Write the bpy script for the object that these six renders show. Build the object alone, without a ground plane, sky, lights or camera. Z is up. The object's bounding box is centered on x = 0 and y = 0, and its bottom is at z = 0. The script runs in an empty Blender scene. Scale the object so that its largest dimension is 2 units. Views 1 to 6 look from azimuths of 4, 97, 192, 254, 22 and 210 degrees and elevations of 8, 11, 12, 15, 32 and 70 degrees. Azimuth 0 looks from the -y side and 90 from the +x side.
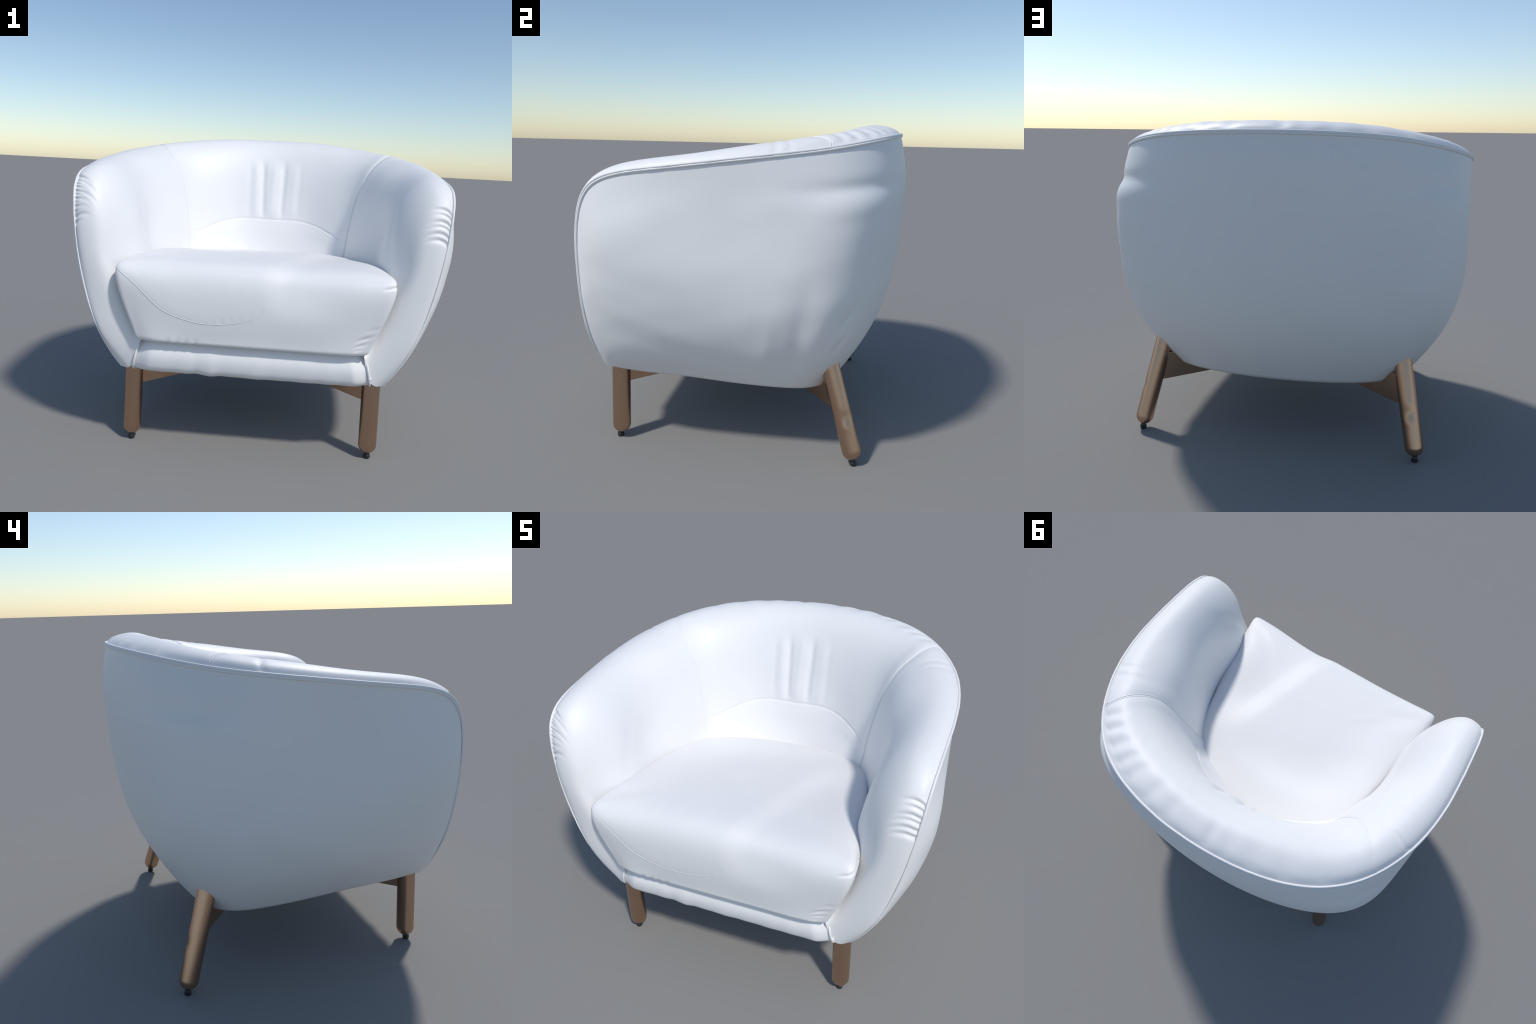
"""White leather tub armchair on turned bronze-brown legs.

Built from: an outer shell panel (B-spline sheet), an upholstered inner panel
(sections lofted from the rim piping over a fat roll and down behind the seat),
a loose seat cushion, a padded front rail, piping cords, four legs with glides
and a crossed pair of braces.  Metres, z up, chair faces -y, mirror plane x = 0.
"""
import bpy, math
import numpy as np
from mathutils import Vector
from mathutils.bvhtree import BVHTree

MIR = np.array([-1.0, 1.0, 1.0])
RNG = np.random.default_rng(11)

# ------------------------------------------------------------------ maths --
def bspline_basis(n, u, span):
    kn = np.r_[[0] * 3, np.linspace(0, span, n - 2), [span] * 3].astype(float)
    u = np.minimum(np.asarray(u, float), span - 1e-9)
    N = np.array([(u >= kn[i]) & (u < kn[i + 1]) for i in range(len(kn) - 1)]).T.astype(float)
    for k in range(1, 4):
        M = np.zeros((len(u), len(kn) - 1 - k))
        for i in range(M.shape[1]):
            a, b = kn[i + k] - kn[i], kn[i + k + 1] - kn[i + 1]
            if a > 0: M[:, i] += (u - kn[i]) / a * N[:, i]
            if b > 0: M[:, i] += (kn[i + k + 1] - u) / b * N[:, i + 1]
        N = M
    return N

def spline_matrix(kx, x):
    """Natural cubic spline interpolation as a matrix: values at x = A @ values at knots."""
    kx = np.asarray(kx, float); n = len(kx); h = np.diff(kx)
    T = np.eye(n); R = np.zeros((n, n))
    for i in range(1, n - 1):
        T[i, i - 1:i + 2] = h[i - 1], 2 * (h[i - 1] + h[i]), h[i]
        R[i, i - 1] += 6 / h[i - 1]; R[i, i] -= 6 / h[i - 1] + 6 / h[i]; R[i, i + 1] += 6 / h[i]
    S = np.linalg.solve(T, R)
    x = np.clip(np.asarray(x, float), kx[0], kx[-1])
    j = np.clip(np.searchsorted(kx, x, 'right') - 1, 0, n - 2)
    a = (kx[j + 1] - x) / h[j]; b = 1 - a
    A = np.zeros((len(x), n)); r = np.arange(len(x))
    A[r, j] += a; A[r, j + 1] += b
    A += ((a ** 3 - a) * h[j] ** 2 / 6)[:, None] * S[j] + ((b ** 3 - b) * h[j] ** 2 / 6)[:, None] * S[j + 1]
    return A

def gauss(x, c, s): return np.exp(-((x - c) / s) ** 2)
def sstep(x, a, b):
    t = np.clip((x - a) / (b - a), 0, 1); return t * t * (3 - 2 * t)

def grid_normals(G, wrap_u=False):
    du = np.gradient(G, axis=0)
    if wrap_u:
        du = (np.roll(G, -1, 0) - np.roll(G, 1, 0))
    dv = np.gradient(G, axis=1)
    n = np.cross(du, dv); l = np.linalg.norm(n, axis=2, keepdims=True)
    return n / np.maximum(l, 1e-9)

# ---------------------------------------------------------------- objects --
def link(name, mesh, parent=None, mat=None):
    ob = bpy.data.objects.new(name, mesh)
    bpy.context.scene.collection.objects.link(ob)
    if parent: ob.parent = parent
    if mat: mesh.materials.append(mat)
    return ob

def mesh_from_grid(name, G, wrap_u=False, flip=False, normals=None, caps=()):
    nu, nv = G.shape[:2]
    V = G.reshape(-1, 3)
    iu = np.arange(nu if wrap_u else nu - 1); iv = np.arange(nv - 1)
    a, b = np.meshgrid(iu, iv, indexing='ij'); a = a.ravel(); b = b.ravel(); a2 = (a + 1) % nu
    F = np.stack([a * nv + b, a2 * nv + b, a2 * nv + b + 1, a * nv + b + 1], 1)
    if flip: F = F[:, ::-1]
    F = F.tolist()
    for c in caps:
        F.append(list(c))
    me = bpy.data.meshes.new(name)
    me.from_pydata(V.tolist(), [], F)
    me.polygons.foreach_set('use_smooth', [True] * len(me.polygons))
    me.update()
    if normals is not None:
        me.normals_split_custom_set_from_vertices(normals.reshape(-1, 3).tolist())
    return me

def tube(name, pts, rad, sides=10, closed=False):
    """Round cord swept along a polyline, with tapered, closed ends."""
    P = np.asarray(pts, float); n = len(P)
    r = np.full(n, rad) if np.isscalar(rad) else np.asarray(rad)
    T = np.gradient(P, axis=0); T /= np.maximum(np.linalg.norm(T, axis=1), 1e-9)[:, None]
    up = np.cross(T[0], [0.3, 0.2, 0.9]); up /= np.linalg.norm(up)
    rings = []
    for i in range(n):
        up = up - T[i] * (up @ T[i]); up /= np.linalg.norm(up)
        s = np.cross(T[i], up)
        ph = np.linspace(0, 2 * np.pi, sides, endpoint=False)
        rings.append(P[i] + r[i] * (np.cos(ph)[:, None] * up + np.sin(ph)[:, None] * s))
    G = np.array(rings).transpose(1, 0, 2)          # sides x n
    caps = [[j * n for j in range(sides)][::-1], [j * n + n - 1 for j in range(sides)]]
    return mesh_from_grid(name, G, wrap_u=True, caps=caps)

# -------------------------------------------------------------- materials --
def new_mat(name):
    m = bpy.data.materials.new(name); m.use_nodes = True
    nt = m.node_tree; return m, nt, nt.nodes['Principled BSDF']

def leather_material():
    m, nt, b = new_mat('white_leather')
    tc = nt.nodes.new('ShaderNodeTexCoord')
    n1 = nt.nodes.new('ShaderNodeTexNoise'); n1.inputs['Scale'].default_value = 3.0; n1.inputs['Detail'].default_value = 3
    r = nt.nodes.new('ShaderNodeValToRGB')
    r.color_ramp.elements[0].position = 0.3; r.color_ramp.elements[0].color = (*LEATHER_A, 1)
    r.color_ramp.elements[1].position = 0.7; r.color_ramp.elements[1].color = (*LEATHER_B, 1)
    nt.links.new(tc.outputs['Object'], n1.inputs['Vector']); nt.links.new(n1.outputs['Fac'], r.inputs['Fac'])
    nt.links.new(r.outputs['Color'], b.inputs['Base Color'])
    b.inputs['Roughness'].default_value = 0.51
    b.inputs['Specular IOR Level'].default_value = 0.5
    return m

def wood_material():
    m, nt, b = new_mat('bronzed_wood')
    tc = nt.nodes.new('ShaderNodeTexCoord'); mp = nt.nodes.new('ShaderNodeMapping')
    mp.inputs['Scale'].default_value = (14, 14, 1.6)
    n1 = nt.nodes.new('ShaderNodeTexNoise'); n1.inputs['Scale'].default_value = 1.0; n1.inputs['Detail'].default_value = 2
    r = nt.nodes.new('ShaderNodeValToRGB')
    r.color_ramp.elements[0].position = 0.25; r.color_ramp.elements[0].color = (*WOOD_A, 1)
    r.color_ramp.elements[1].position = 0.75; r.color_ramp.elements[1].color = (*WOOD_B, 1)
    nt.links.new(tc.outputs['Object'], mp.inputs['Vector']); nt.links.new(mp.outputs['Vector'], n1.inputs['Vector'])
    nt.links.new(n1.outputs['Fac'], r.inputs['Fac']); nt.links.new(r.outputs['Color'], b.inputs['Base Color'])
    b.inputs['Metallic'].default_value = 1.0
    b.inputs['Roughness'].default_value = 0.3
    return m

def plain_material(name, col, rough, metal=0.0):
    m, nt, b = new_mat(name)
    tc = nt.nodes.new('ShaderNodeTexCoord')
    n1 = nt.nodes.new('ShaderNodeTexNoise'); n1.inputs['Scale'].default_value = 20
    mx = nt.nodes.new('ShaderNodeMix'); mx.data_type = 'RGBA'
    mx.inputs['A'].default_value = (*[c * .9 for c in col], 1); mx.inputs['B'].default_value = (*[min(1, c * 1.1) for c in col], 1)
    nt.links.new(tc.outputs['Object'], n1.inputs['Vector']); nt.links.new(n1.outputs['Fac'], mx.inputs['Factor'])
    nt.links.new(mx.outputs['Result'], b.inputs['Base Color'])
    b.inputs['Roughness'].default_value = rough; b.inputs['Metallic'].default_value = metal
    return m

LEATHER_A = (0.79, 0.79, 0.79); LEATHER_B = (0.81, 0.81, 0.81)
WOOD_A = (0.51, 0.33, 0.225); WOOD_B = (0.55, 0.36, 0.255)
LEATHER = leather_material()
WOOD = wood_material()
RUBBER = plain_material('black_rubber', (0.02, 0.02, 0.021), 0.4)
LINING = plain_material('grey_lining', (0.55, 0.55, 0.55), 0.8)

# ------------------------------------------------------------ outer shell --
# Control net of the right half: each row runs from the underside edge up to the rim;
# rows go from the front bottom corner, up the arm front, back along the rim to the centre.
SHELL = np.array([
 [(.690, -.655, .412), (.695, -.668, .413), (.696, -.680, .415), (.694, -.692, .417), (.688, -.701, .419), (.678, -.708, .421)],
 [(.699, -.600, .408), (.772, -.650, .485), (.808, -.688, .555), (.820, -.716, .600), (.818, -.734, .608), (.800, -.746, .580)],
 [(.708, -.460, .400), (.835, -.548, .535), (.890, -.618, .695), (.908, -.676, .812), (.912, -.718, .890), (.904, -.742, .930)],
 [(.708, -.270, .397), (.863, -.358, .568), (.954, -.456, .765), (.991, -.561, .963), (1.002, -.658, 1.130), (.946, -.723, 1.258)],
 [(.712, -.048, .378), (.867, -.115, .557), (.966, -.213, .768), (1.005, -.345, 1.000), (1.018, -.494, 1.220), (.963, -.642, 1.427)],
 [(.708, .163, .368), (.861, .136, .553), (.955, .072, .768), (.981, -.039, .998), (.979, -.182, 1.230), (.979, -.348, 1.462)],
 [(.681, .334, .356), (.849, .368, .554), (.946, .346, .781), (.973, .283, 1.018), (.961, .187, 1.261), (.989, .050, 1.515)],
 [(.586, .442, .348), (.753, .540, .556), (.857, .563, .806), (.919, .552, 1.068), (.926, .514, 1.321), (.867, .433, 1.558)],
 [(.394, .508, .345), (.517, .658, .577), (.599, .724, .849), (.651, .735, 1.136), (.665, .728, 1.401), (.622, .693, 1.620)],
 [(.136, .548, .347), (.181, .725, .596), (.212, .814, .885), (.231, .836, 1.193), (.236, .856, 1.464), (.221, .803, 1.641)],
])
NET = np.concatenate([SHELL, (SHELL * MIR)[::-1]], 0)         # 20 rows, u in 0..2

def shell_grid(u, v):
    return np.einsum('ui,ijk,vj->uvk', bspline_basis(20, u, 2.0), NET, bspline_basis(6, v, 1.0))

def rim_curve(u):
    return bspline_basis(20, u, 2.0) @ NET[:, -1]

def shell_displace(G):
    """Soft sags in the stretched leather: a fold under the rim at each rear corner and
    slack pleats above the rear legs (stronger on the +x side)."""
    x, y, z = G[..., 0], G[..., 1], G[..., 2]
    d = np.zeros_like(x)
    for side, amp in ((1, 1.0), (-1, 0.4)):
        on = sstep(side * x, .25, .75) * gauss(y, .54, .23)
        zc = 1.365 + .05 * (y - .5)
        d += amp * on * (.012 * gauss(z, zc - .06, .06) - .011 * gauss(z, zc + .025, .035) + .006 * gauss(z, 1.2, .09))
    on = sstep(x, .45, .75)
    for yc, zc, sl, w, l, a in ((.31, .68, .15, .05, .22, -.008), (.41, .68, .18, .05, .22, .005), (.20, .64, .12, .04, .18, -.003), (.505, .64, .6, .02, .05, -.008), (.53, .77, .6, .02, .06, -.008), (.47, .62, .4, .035, .14, .005),
                                 (.18, .66, .2, .05, .2, .005),
                                (.56, .70, .5, .025, .12, .005)):
        t = (y - yc) - sl * (z - zc)
        d += on * a * gauss(t, 0, w) * gauss(z, zc, l)
    for yc, zc, sl, w, l, a in ((-.45, .75, -.35, .06, .30, .0022), (-.3, .60, -.3, .06, .35, -.0022), (-.5, .95, -.3, .06, .3, -.002), (-.2, .5, -.25, .05, .35, .002)):
        t = (z - zc) - sl * (y - yc)
        d += on * a * gauss(t, 0, w) * gauss(y, yc, l)
    # faint slack ripples over the side panels
    from mathutils import noise
    P = G.reshape(-1, 3)
    rip = np.array([noise.noise(Vector((1.3, 2.2 * (q[1] + .45 * q[2]) , 6.5 * (q[2] - .35 * q[1])))) + .6 * noise.noise(Vector((q[0], 7 * q[1] + 3 * q[2], 3.5 * q[2] + 5))) for q in P]).reshape(x.shape)
    d += rip * np.where(x > 0, .0040, .0022) * sstep(abs(x), .55, .85)
    return d

chair = bpy.data.objects.new('tub_armchair', None)
bpy.context.scene.collection.objects.link(chair)
chair['label'] = 'white leather tub armchair with loose seat cushion and bronze legs'
chair['category'] = 'armchair'

us = np.linspace(0, 2, 501); vs = np.linspace(0, 1, 110)
G = shell_grid(us, vs)
N = grid_normals(G)
if (N[250, 60] @ np.array([0, 1, 0])) < 0: N = -N
fade = np.clip(np.minimum(vs * 8, (1 - vs) * 10), 0, 1)[None, :] * sstep(np.minimum(us, 2 - us), .02, .1)[:, None]
G = G + N * (shell_displace(G) * fade)[..., None]
# tuck the bottom edge under, then a flat lining
bot = G[:, 0]
cen = np.array([0, -.1, 0])
inw = (cen - bot) * [1, 1, 0]; inw /= np.maximum(np.linalg.norm(inw, axis=1), 1e-6)[:, None]
tuck = np.stack([bot + inw * .05 + [0, 0, .012], bot + inw * .025 - [0, 0, .003], bot + inw * .01 - [0, 0, .001]], 1)
Gs = np.concatenate([tuck, G], 1)
me = mesh_from_grid('outer_shell', Gs, flip=True)
link('outer_shell', me, chair, LEATHER)
lin = tuck[:251, 0]; k = np.linspace(1, -1, 31)
Gl = lin[:, None, :] * np.stack([k, np.ones_like(k), np.ones_like(k)], 1)[None]
Gl = Gl + np.array([0, 0, -.003])
link('underside_lining', mesh_from_grid('underside_lining', Gl), chair, LINING)

# front strip of the lining, closing the corners over the front legs
sx_ = np.linspace(-1, 1, 25); sy_ = np.linspace(-.722, -.56, 6)
strip = np.array([[(a * np.interp(b, [-.722, -.69, -.56], [.650, .688, .704]), b, .431 + .010 * sstep(b, -.70, -.60)) for b in sy_] for a in sx_])
link('underside_lining', mesh_from_grid('underside_lining', strip, flip=True), chair, LEATHER)

# ------------------------------------------------------------ inner panel --
# Stations along the rim parameter; each lists the section from just inside the rim,
# over the roll, down the inside face to below the seat cushion.
STATIONS = [
 (0.000, [(.662, -.724, .424), (.640, -.738, .428), (.618, -.747, .443), (.601, -.754, .472), (.588, -.760, .508), (.577, -.764, .550), (.566, -.760, .590), (.545, -.700, .610)]),
 (0.050, [(.785, -.750, .618), (.752, -.756, .620), (.712, -.757, .625), (.675, -.756, .630), (.645, -.752, .632), (.612, -.738, .632), (.580, -.710, .630), (.550, -.660, .600)]),
 (0.100, [(.852, -.752, .820), (.815, -.759, .820), (.770, -.760, .820), (.728, -.753, .815), (.696, -.738, .800), (.662, -.712, .770), (.622, -.680, .720), (.580, -.650, .640)]),
 (0.175, [(.905, -.748, 1.075), (.870, -.758, 1.070), (.828, -.759, 1.055), (.785, -.750, 1.020), (.750, -.730, .970), (.710, -.700, .900), (.660, -.670, .800), (.600, -.640, .670)]),
 (0.250, [(.928, -.722, 1.262), (.893, -.733, 1.260), (.848, -.738, 1.240), (.795, -.733, 1.180), (.755, -.713, 1.090), (.718, -.688, .980), (.670, -.648, .850), (.610, -.600, .690)]),
 (0.325, [(.940, -.655, 1.390), (.905, -.662, 1.395), (.860, -.667, 1.383), (.790, -.665, 1.320), (.729, -.647, 1.210), (.685, -.620, 1.070), (.647, -.585, .900), (.610, -.550, .710)]),
 (0.400, [(.950, -.520, 1.455), (.910, -.525, 1.470), (.855, -.528, 1.466), (.772, -.525, 1.405), (.699, -.510, 1.280), (.653, -.490, 1.110), (.620, -.460, .930), (.590, -.440, .730)]),
 (0.500, [(.960, -.230, 1.503), (.918, -.225, 1.520), (.862, -.220, 1.518), (.772, -.220, 1.465), (.701, -.220, 1.330), (.664, -.220, 1.130), (.620, -.220, .950), (.570, -.220, .750)]),
 (0.600, [(.935, .095, 1.548), (.888, .085, 1.568), (.828, .072, 1.568), (.714, .048, 1.515), (.628, .030, 1.360), (.571, .012, 1.115), (.556, .008, .955), (.520, .000, .750)]),
 (0.700, [(.825, .395, 1.592), (.780, .370, 1.612), (.728, .343, 1.611), (.637, .287, 1.550), (.555, .235, 1.380), (.497, .178, 1.055), (.482, .150, .955), (.430, .080, .750)]),
 (0.800, [(.628, .608, 1.634), (.590, .565, 1.654), (.545, .520, 1.655), (.480, .440, 1.600), (.415, .360, 1.420), (.372, .302, 1.100), (.348, .255, .955), (.290, .150, .750)]),
 (0.900, [(.340, .730, 1.662), (.315, .670, 1.681), (.290, .610, 1.682), (.255, .520, 1.625), (.222, .440, 1.440), (.205, .386, 1.146), (.182, .330, .955), (.150, .260, .750)]),
 (1.000, [(.000, .770, 1.668), (.000, .710, 1.686), (.000, .650, 1.688), (.000, .555, 1.635), (.000, .470, 1.450), (.000, .397, 1.147), (.000, .356, .955), (.000, .285, .750)]),
]
W_KNOTS = np.array([0, .06, .13, .20, .31, .47, .70, .87, 1.0])
US_HALF = np.array([s[0] for s in STATIONS])
U_SEAM = 0.684                       # vertical seam between arm and back panels

_sec = np.array([np.concatenate([rim_curve([u]), np.array(p)], 0) for u, p in STATIONS])
_sec = np.concatenate([_sec, (_sec * MIR)[-2::-1]], 0)
_uk = np.concatenate([US_HALF, 2 - US_HALF[-2::-1]])

def seam_bow(u, w):
    """The side seams bow outwards as they climb over the roll: shift u near them."""
    uh = np.where(u <= 1, u, 2 - u); sg = np.where(u <= 1, 1, -1)
    return u + sg * (.026 * (1 - sstep(w, .03, .30)) - .008 * gauss(w, .38, .12)) * gauss(uh, U_SEAM, .10)

def inner_points(U, W):
    """U, W: (n, m) section parameters -> (n, m, 3)"""
    out = np.zeros((*W.shape, 3))
    for j in range(W.shape[1]):
        rows = np.einsum('us,swk->uwk', spline_matrix(_uk, U[:, j]), _sec)
        rows[:, 0] = rim_curve(U[:, j])
        out[:, j] = np.einsum('uw,uwk->uk', spline_matrix(W_KNOTS, W[:, j]), rows)
    return out

def lumbar_w(uh):
    """Section parameter of the arched seam above the lumbar panel (uh = half parameter)."""
    return np.full_like(uh, .70)

# gathers along the front of each arm: (u centre, half width in u, depth, length along the section)
def gathers(side):
    out = []
    if side > 0:
        for i in range(6):
            out.append((.207 + .0138 * i + RNG.normal(0, .0012), .0040, .0105 * RNG.uniform(.7, 1.1), .23 * RNG.uniform(.8, 1.2)))
        for i in range(9):
            out.append((.292 + .008 * i + RNG.normal(0, .001), .0035, .0035 * RNG.uniform(.6, 1.1), .07 * RNG.uniform(.7, 1.3)))
    else:
        for i in range(13):
            out.append((.206 + .0118 * i + RNG.normal(0, .0015), .0042, .0085 * RNG.uniform(.6, 1.1), .19 * RNG.uniform(.7, 1.3)))
    return out

GATHER = {1: gathers(1), -1: gathers(-1)}

def inner_displace(U, W, P, U0):
    x, y, z = P[..., 0], P[..., 1], P[..., 2]
    side = np.where(U <= 1, 1, -1); uh = np.where(U <= 1, U, 2 - U)
    d = np.zeros_like(x)
    # gathered arm fronts
    for s in (1, -1):
        on = (side == s)
        for uc, hw, a, ln in GATHER[s]:
            d -= on * a * gauss(uh - (.10 * W if s > 0 else (.27 - uc) * 2.0 * W), uc, hw * (1 + 2 * W)) * sstep(W, .0, .012) * (1 - sstep(W, .25 * ln, ln * 1.25))
    # rippled roll along the top of the back, deepest behind the +x shoulder
    for uc, hw, a in ((.735, .010, .007), (.765, .011, .010), (.80, .014, .010), (.835, .012, .008), (.865, .013, .006), (.91, .012, .005), (.95, .012, .004),
                      (1.02, .010, .005), (1.05, .012, .003), (1.09, .014, .0035), (1.14, .012, .003), (1.2, .012, .0025)):
        d -= a * gauss(U, uc, hw) * sstep(W, .01, .06) * (1 - sstep(W, .10, .24))
    for uc in (.630, .650, 2 - .645):
        d -= .004 * gauss(U, uc, .0035) * sstep(W, .0, .03) * (1 - sstep(W, .16, .27))
    # upright folds in the middle of the back
    up = sstep(z, 1.13, 1.22) * (1 - sstep(z, 1.45, 1.57)) * (y > .2)
    lean = .03 * (z - 1.35)
    for xc, w, a in ((.010, .17, .006), (-.058, .020, -.011), (.010, .026, .005), (.078, .022, -.011), (-.150, .022, -.003), (.150, .025, .003), (-.11, .02, .003), (.19, .02, -.002)):
        d += up * a * gauss(x, xc + lean * np.sign(xc), w)
    # lumbar panel: pillow below the arched seam, nipped in at the seam
    wl = lumbar_w(uh); inb = sstep(uh, U_SEAM - .002, U_SEAM + .08)
    d += inb * ((.0018 * sstep(W, wl, wl + .012) + .004 * sstep(W, wl, wl + .07)) * (1 - sstep(W, wl + .05, wl + .17)) - .003 * gauss(W, wl, .004))
    # soft fold where the padded arm front turns into the inside face
    for s, w0, u0, a in ((1, .35, .46, .004), (-1, .42, .50, .002)):
        wc = w0 + .42 * sstep(u0 - uh, 0, .16)
        d -= a * (side == s) * gauss(W, wc, .075) * sstep(uh, .27, .34) * (1 - sstep(uh, .48, .60))
    u0 = np.where(U0 <= 1, U0, 2 - U0)
    # pulled-in vertical seams, with soft puff on either side
    d += np.where(side > 0, 1, .55) * (-.0032 * gauss(u0, U_SEAM, .005) + .002 * gauss(u0, U_SEAM - .02, .012) + .0015 * gauss(u0, U_SEAM + .018, .01)) * sstep(W, .02, .1)
    return d

fine = np.unique(np.concatenate([np.linspace(0, .14, 50), np.linspace(.14, .36, 280), np.linspace(.36, U_SEAM, 90)]))
back_half = np.linspace(U_SEAM, 1, 150)
u_all = np.concatenate([fine, back_half[1:], (2 - back_half)[-2::-1], (2 - fine)[-2::-1]])
s_rows = np.concatenate([np.linspace(0, .30, 60)[:-1], np.linspace(.30, .70, 50)[:-1], [.70, .7015], np.linspace(.706, 1, 40)])
uh_all = np.where(u_all <= 1, u_all, 2 - u_all)
wl_all = np.where(uh_all >= U_SEAM, lumbar_w(uh_all), .70)
Wg = np.where(s_rows[None] <= .70, s_rows[None] / .70 * wl_all[:, None],
              wl_all[:, None] + (s_rows[None] - .70) / .30 * (1 - wl_all[:, None]))
U0 = np.repeat(u_all[:, None], Wg.shape[1], 1)
Ug = seam_bow(U0, Wg)
Gi = inner_points(Ug, Wg)
Ni = grid_normals(Gi)
if Ni[len(u_all) // 2, 40] @ np.array([0, -1, .3]) < 0: Ni = -Ni
Gi = Gi + Ni * inner_displace(Ug, Wg, Gi, U0)[..., None]
Nd = grid_normals(Gi)
if Nd[len(u_all) // 2, 40] @ np.array([0, -1, .3]) < 0: Nd = -Nd

def idx(val): return int(np.argmin(np.abs(u_all - val)))
iA, iB = idx(U_SEAM), idx(2 - U_SEAM); jL = int(np.argmin(np.abs(s_rows - .70)))
Nup = grid_normals(Gi[:, :jL + 1])
if Nup[len(u_all) // 2, 40] @ np.array([0, -1, .3]) < 0: Nup = -Nup
def panel(name, a, b, c, d, nn=None):
    nn = Nd if nn is None else nn
    me = mesh_from_grid(name, Gi[a:b + 1, c:d + 1], normals=nn[a:b + 1, c:d + 1])
    return link(name, me, chair, LEATHER)
inner_arm = panel('inner_arm', 0, iA, 0, len(s_rows) - 1)
panel('inner_arm', iB, len(u_all) - 1, 0, len(s_rows) - 1)
inner_back = panel('inner_back', iA, iB, 0, jL, Nup)
panel('lumbar_panel', iA, iB, jL, len(s_rows) - 1)

# seams: twin-needle beads down the sides of the back and one bead along the lumbar arch
for s in (1, -1):
    i = iA if s > 0 else iB
    for off, r in ((0, .0024 if s > 0 else .0011), (2 * s, .0015 if s > 0 else .0008)):
        pts = Gi[i + off, 2:, :] + Nd[i + off, 2:, :] * .0005
        link('back_seam', tube('back_seam', pts, r), chair, LEATHER)
link('lumbar_seam', tube('lumbar_seam', Gi[iA:iB + 1, jL] - Nd[iA:iB + 1, jL] * .0005, .0015), chair, LEATHER)

# rim piping: a main cord on the edge and a thinner welt just outside and below it
ur = np.linspace(0.004, 1.996, 700)
R = rim_curve(ur)
Gv = shell_grid(ur, np.array([.94, .97, 1.0]))
dn = Gv[:, 1] - Gv[:, 2]; dn /= np.linalg.norm(dn, axis=1)[:, None]
tn = np.gradient(R, axis=0); tn /= np.linalg.norm(tn, axis=1)[:, None]
on = np.cross(tn, dn); on *= np.sign((on * (R - [0, 0, .9])).sum(1))[:, None]; on /= np.linalg.norm(on, axis=1)[:, None]
wob = .0009 * np.sin(np.cumsum(RNG.normal(0, .35, len(ur))))[:, None]
thin = .78 + .22 * sstep(np.minimum(ur, 2 - ur), .22, .38) + .08 * np.cumsum(RNG.normal(0, .12, len(ur))).clip(-1, 1)
taper = np.clip(np.minimum(ur, 2 - ur) / .06, .15, 1)
link('rim_piping', tube('rim_piping', R + on * (.0035 + wob) - dn * .002, .0060 * taper * thin), chair, LEATHER)
link('rim_piping', tube('rim_piping', R + on * (.0035 - wob) + dn * .0075, .0055 * taper * thin), chair, LEATHER)

# ------------------------------------------------------------- front rail --
RAIL = np.array([(-.58, .606), (-.66, .606), (-.718, .603), (-.758, .585), (-.783, .549), (-.792, .507), (-.789, .475), (-.778, .445), (-.750, .424), (-.70, .410), (-.60, .399)])
cl = np.r_[0, np.cumsum(np.linalg.norm(np.diff(RAIL, axis=0), axis=1))]; cl /= cl[-1]
prof = spline_matrix(cl, np.linspace(0, 1, 60)) @ RAIL
xs = np.linspace(-1, 1, 200)
def rail_half(z): return np.interp(z, [.390, .604], [.628, .580])
Gr = np.zeros((len(xs), 60, 3))
for j, (yy, zz) in enumerate(prof):
    X = xs * rail_half(zz)
    low = sstep(.56 - zz, 0, .12)
    lump = .003 * gauss(X, -.20, .03) - .003 * gauss(X, -.28, .03) + .0012 * np.sin(X * 23 + 1) * gauss(X, -.05, .3) + .0006 * np.sin(X * 51)
    sag = -.002 * (1 - (X / .6) ** 2) * low
    Gr[:, j] = np.stack([X, yy - lump * .6 + .038 * sstep(abs(xs), .84, 1.02), zz + sag - lump * low], 1)
nr = Gr.shape[1]
rail = link('front_rail', mesh_from_grid('front_rail', Gr, flip=True, caps=[list(range(nr)), [(len(xs) - 1) * nr + j for j in range(nr)][::-1]]), chair, LEATHER)
for i in (1, -2):
    pts = Gr[i, 6:54] + [0, -.007, 0]
    link('rail_seam', tube('rail_seam', pts, .0062), rail, LEATHER)

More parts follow.
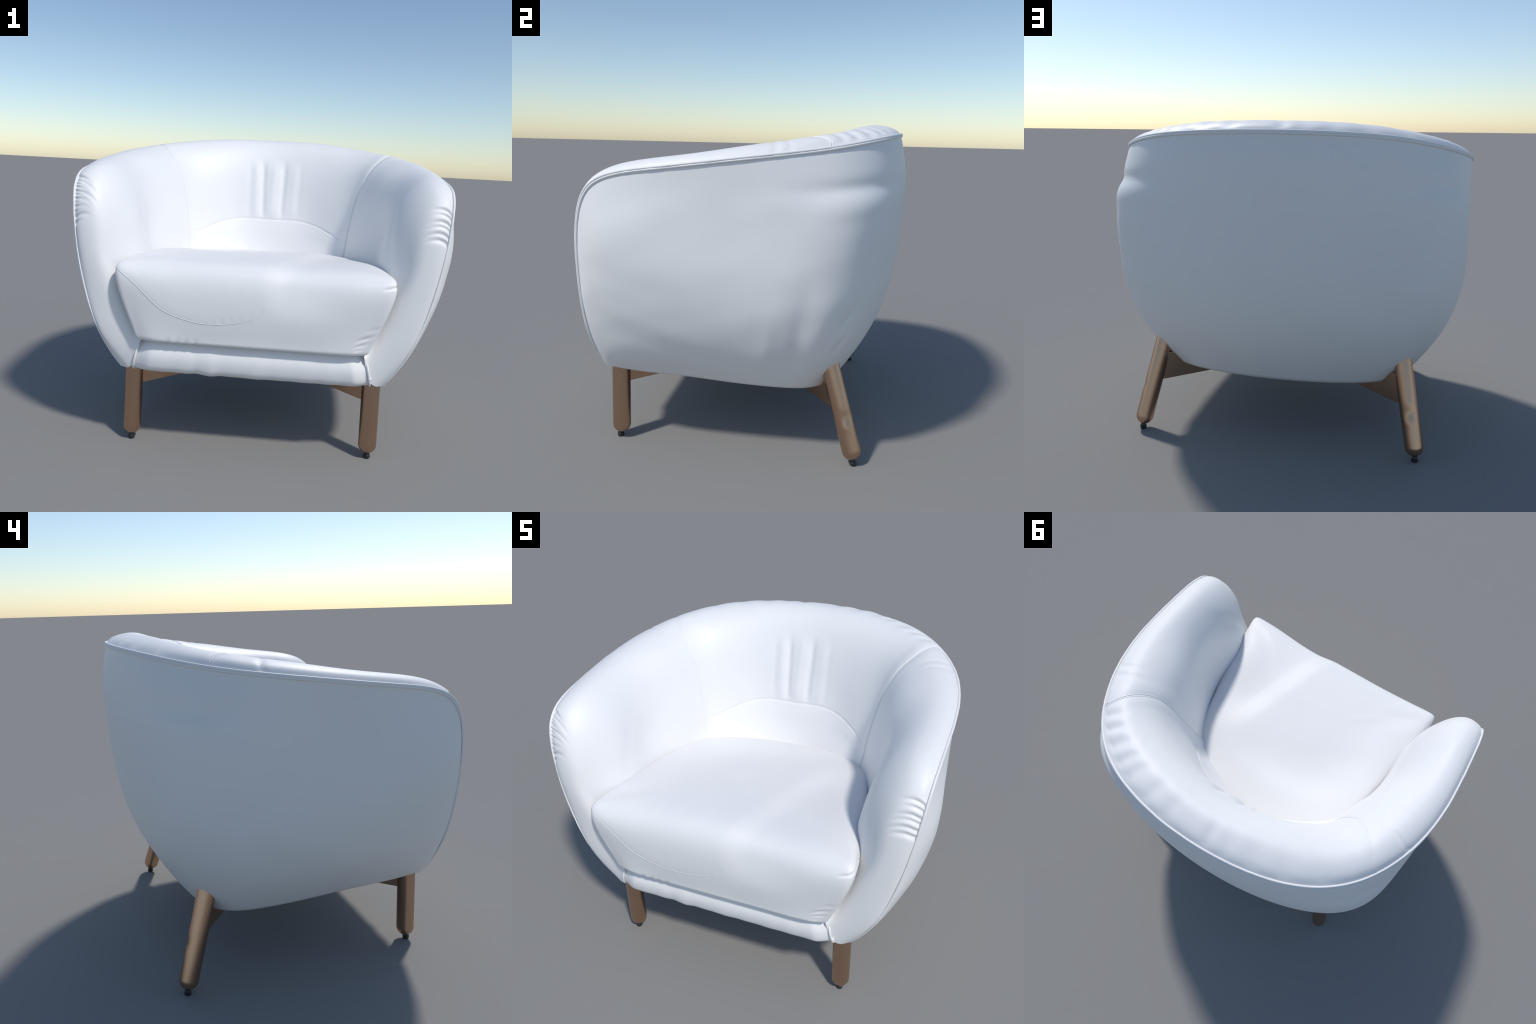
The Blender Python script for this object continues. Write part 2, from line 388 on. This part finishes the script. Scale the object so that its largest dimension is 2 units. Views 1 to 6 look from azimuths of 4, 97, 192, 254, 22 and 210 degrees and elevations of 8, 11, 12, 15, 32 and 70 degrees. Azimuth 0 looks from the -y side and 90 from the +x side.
# ----------------------------------------------------------- seat cushion --
# half outline stations: bottom edge, widest side, top edge, start of the crown
CUSH = np.array([
 [(.00, -.810, .600), (.00, -.829, .720), (.00, -.823, .903), (.00, -.768, .994)],
 [(.32, -.810, .600), (.35, -.829, .725), (.36, -.823, .912), (.34, -.764, .996)],
 [(.50, -.807, .601), (.56, -.824, .765), (.57, -.824, .936), (.53, -.758, 1.002)],
 [(.553, -.795, .601), (.622, -.820, .785), (.646, -.818, .954), (.592, -.752, 1.004)],
 [(.572, -.786, .601), (.652, -.810, .790), (.689, -.802, .966), (.628, -.738, 1.004)],
 [(.570, -.740, .597), (.662, -.745, .790), (.696, -.738, .963), (.636, -.676, 1.010)],
 [(.56, -.600, .59), (.650, -.600, .790), (.682, -.600, .958), (.616, -.562, 1.014)],
 [(.54, -.350, .59), (.622, -.350, .790), (.648, -.360, .953), (.578, -.350, 1.006)],
 [(.49, -.060, .59), (.562, -.045, .790), (.582, -.040, .945), (.507, -.070, .980)],
 [(.43, .120, .59), (.490, .165, .790), (.510, .170, .915), (.430, .090, .958)],
 [(.22, .260, .59), (.230, .335, .770), (.232, .318, .888), (.190, .190, .953)],
 [(.00, .280, .59), (.000, .365, .770), (.000, .346, .884), (.000, .208, .951)],
])
half = CUSH.shape[0]
loop = np.concatenate([CUSH, (CUSH * MIR)[-2:0:-1]], 0)                # closed loop of 20
ctr = np.array([0, -.30, 0])
def crown(y, x=0): return .020 * np.clip(x / .4, -1, 1) * sstep(y, -.35, 0) + 1.022 - .075 * np.clip((y + .52) / .72, 0, 1.2) ** 1.5
def shrink(ring, f, z): 
    r = ctr + (ring - ctr) * f; r = r.copy()
    r[:, 2] = z if z is not None else crown(r[:, 1], r[:, 0]); return r
rows = np.stack([shrink(loop[:, 0], .55, .60), loop[:, 0], loop[:, 0] * .80 + loop[:, 1] * .20 + (loop[:, 0] - ctr) * [.012, .012, 0], loop[:, 1], loop[:, 2], loop[:, 3],
                 shrink(loop[:, 3], .66, None), shrink(loop[:, 3], .30, None), shrink(loop[:, 3], .004, None)], 1)
nl = len(loop)
per = np.concatenate([rows[-6:], rows, rows[:6]], 0)                   # periodic padding
ch = np.r_[0, np.cumsum(np.linalg.norm(np.diff(per[:, 4], axis=0), axis=1) ** .8)]
s0, s1 = ch[6], ch[6 + nl]
sg = np.linspace(s0, s1, 420, endpoint=False)
ringed = np.einsum('sk,kwc->swc', spline_matrix(ch, sg), per)
wk = np.array([0, .14, .19, .30, .46, .58, .74, .88, 1.0])
wg = np.concatenate([np.linspace(0, .14, 10)[:-1], np.linspace(.14, .62, 70)[:-1], np.linspace(.62, 1, 50)])
Gc = np.einsum('vw,swc->svc', spline_matrix(wk, wg), ringed)
Nc = grid_normals(Gc, wrap_u=True)
if Nc[0, 40] @ np.array([0, -1, 0]) < 0: Nc = -Nc
def crease(P):
    """Sat-in hollow towards the +x front corner, with a soft ridge along its left edge."""
    x, y, z = P[..., 0], P[..., 1], P[..., 2]
    t = np.clip((y + .78) / .74, -.2, 1.6)
    d = (x - (.12 + .26 * t)) * .94
    along = (1 - sstep(y, -.25, .02)) * sstep(z, .74, .92)
    dep = -.014 * sstep(d, -.07, .08) * (1 - sstep(d, .10, .42))
    return dep * along
def cushion_wrinkles(P):
    x, y, z = P[..., 0], P[..., 1], P[..., 2]
    d = np.zeros_like(x); fr = (y < -.70)
    for xc, zc, sx, sz, a, sl in ((.545, .655, .03, .008, -.006, .35), (.56, .690, .035, .008, -.007, .35), (.53, .63, .02, .006, -.004, .3), (.60, .74, .03, .008, -.003, .3)):
        d += fr * a * gauss(x, xc, sx) * gauss(z - sl * (x - xc), zc, sz)
    # tuck where the top meets the +x front corner
    d += -.007 * gauss(z - .952 - .22 * (x - .675), 0, .006) * sstep(x, .615, .665) * (y < -.70)
    for xc in (-.42, -.37, -.33, -.28):
        d += fr * -.004 * gauss(x - .3 * (z - .61), xc, .010) * gauss(z, .612, .016)
    return d
def arc_height(x):
    return spline_matrix(ARC[:, 0], x) @ ARC[:, 1]
ARC = np.array([(-.682, .960), (-.62, .918), (-.56, .868), (-.475, .790), (-.37, .740), (-.27, .717), (-.19, .714), (-.07, .730), (.03, .768), (.125, .845)])
x, z = Gc[..., 0], Gc[..., 2]
above = z - arc_height(np.clip(x, -.682, .125).ravel()).reshape(x.shape)
lip = .0012 * sstep(above, -.004, .006) * (1 - sstep(above, .02, .09)) * (Gc[..., 1] < -.74) * (1 - sstep(x, -.1, .12))
stitch = -.0012 * gauss(above, .018, .022) * (np.sin(x * 420) > .5) * sstep(x, -.25, -.15) * (1 - sstep(x, .08, .14)) * (Gc[..., 1] < -.74)
Gc = Gc + Nc * (crease(Gc) + cushion_wrinkles(Gc) + lip + stitch)[..., None]
ncu, ncv = Gc.shape[:2]
caps = [[i * ncv for i in range(ncu)][::-1], [i * ncv + ncv - 1 for i in range(ncu)]]
cme = mesh_from_grid('seat_cushion', Gc, wrap_u=True, caps=caps)
cushion = link('seat_cushion', cme, chair, LEATHER)
bvh = BVHTree.FromPolygons([Vector(v) for v in Gc.reshape(-1, 3).tolist()], [tuple(p.vertices) for p in cme.polygons])
def front_point(xx, zz):
    hit = bvh.ray_cast(Vector((xx, -2, zz)), Vector((0, 1, 0)))
    return np.array(hit[0]) if hit[0] else None
ax = np.linspace(-.678, .10, 120)
pts = [p for p in (front_point(a, b) for a, b in zip(ax, arc_height(ax))) if p is not None]
link('cushion_seam', tube('cushion_seam', pts, np.interp(ax[:len(pts)], [-.678, -.1, .10], [.0017, .0012, .0004])), cushion, LEATHER)

# ------------------------------------------------------------------- legs --
LEG_R = .0475
def leg_mesh(name, length, dents=()):
    """Round leg along +z from its domed lower tip to a plain top."""
    prof = [(LEG_R * math.sin(a), LEG_R * .98 * (1 - math.cos(a))) for a in np.linspace(0.02, math.pi / 2, 16)]
    prof += [(LEG_R, zz) for zz in np.linspace(LEG_R, length, 60)[1:]]
    prof = np.array(prof); ph = np.linspace(0, 2 * np.pi, 48, endpoint=False)
    Gz = np.zeros((48, len(prof), 3))
    for j, (r, zz) in enumerate(prof):
        rr = np.full(48, r)
        for pc, zc, sp, sz, a in dents:
            dp = (ph - pc + np.pi) % (2 * np.pi) - np.pi
            rr = rr + a * gauss(dp, 0, sp) * gauss(zz, zc, sz)
        Gz[:, j] = np.stack([rr * np.cos(ph), rr * np.sin(ph), np.full(48, zz)], 1)
    n = len(prof)
    return mesh_from_grid(name, Gz, wrap_u=True, caps=[[i * n for i in range(48)][::-1], [i * n + n - 1 for i in range(48)]])

def foot_mesh():
    pr = [(.001, 0), (.0160, 0), (.0168, .0006), (.0172, .002), (.0182, .0155), (.0180, .0170), (.0170, .0180), (.0135, .0182), (.0128, .0190), (.0128, .036)]
    pr = np.array(pr); ph = np.linspace(0, 2 * np.pi, 24, endpoint=False)
    Gz = np.stack([np.outer(np.cos(ph), pr[:, 0]), np.outer(np.sin(ph), pr[:, 0]), np.outer(np.ones(24), pr[:, 1])], 2)
    n = len(pr)
    me = mesh_from_grid('foot', Gz, wrap_u=True, caps=[[i * n for i in range(24)][::-1]])
    me.materials.append(RUBBER); return me

front_leg = leg_mesh('leg', .42); front_leg.materials.append(WOOD)
rear_leg = leg_mesh('leg', .50, dents=((1.0, .225, .5, .030, -.0028), (.7, .17, .45, .022, .0012), (.9, .265, .5, .04, .001)))
rear_leg.materials.append(WOOD)
foot = foot_mesh()
for sx in (1, -1):
    for rear in (False, True):
        if rear:
            base = Vector((sx * .746, .602, .028)); top = Vector((sx * .655, .459, .50))
        else:
            base = Vector((sx * .638, -.643, .025)); top = Vector((sx * .632, -.640, .44))
        ob = bpy.data.objects.new('leg', rear_leg if rear else front_leg)
        bpy.context.scene.collection.objects.link(ob); ob.parent = chair
        ob.rotation_mode = 'QUATERNION'
        q = (top - base).to_track_quat('Z', 'Y')
        ob.location = base; ob.rotation_quaternion = q
        f = bpy.data.objects.new('foot', foot)
        bpy.context.scene.collection.objects.link(f); f.parent = ob
        bpy.context.view_layer.update()
        f.matrix_world = __import__('mathutils').Matrix.Translation((sx * (.745 if rear else .638), .600 if rear else -.650, 0))

# crossed braces between the legs, under the shell
def brace(name, a, b, z0a, z0b, top, th):
    a = np.array(a); b = np.array(b); d = (b - a) / np.linalg.norm(b - a); s = np.array([-d[1], d[0]]) * th / 2
    V = []
    for p, z0, z1 in ((a, z0a, top[0]), (b, z0b, top[1])):
        for sg in (-1, 1):
            for zz in (z0, z1): V.append((*(p + sg * s), zz))
    F = [(0, 1, 3, 2), (4, 6, 7, 5), (0, 4, 5, 1), (2, 3, 7, 6), (0, 2, 6, 4), (1, 5, 7, 3)]
    me = bpy.data.meshes.new(name); me.from_pydata(V, [], F); me.update()
    ob = link(name, me, chair, WOOD)
    bv = ob.modifiers.new('edge', 'BEVEL'); bv.width = .002; bv.segments = 2
    return ob
for sx in (1, -1):
    brace('brace', (sx * .625, -.637), (sx * .06, -.062), .312, .308, (.43, .42), .050)
    brace('brace', (sx * .664, .500), (sx * .06, .046), .266, .290, (.42, .41), .042)
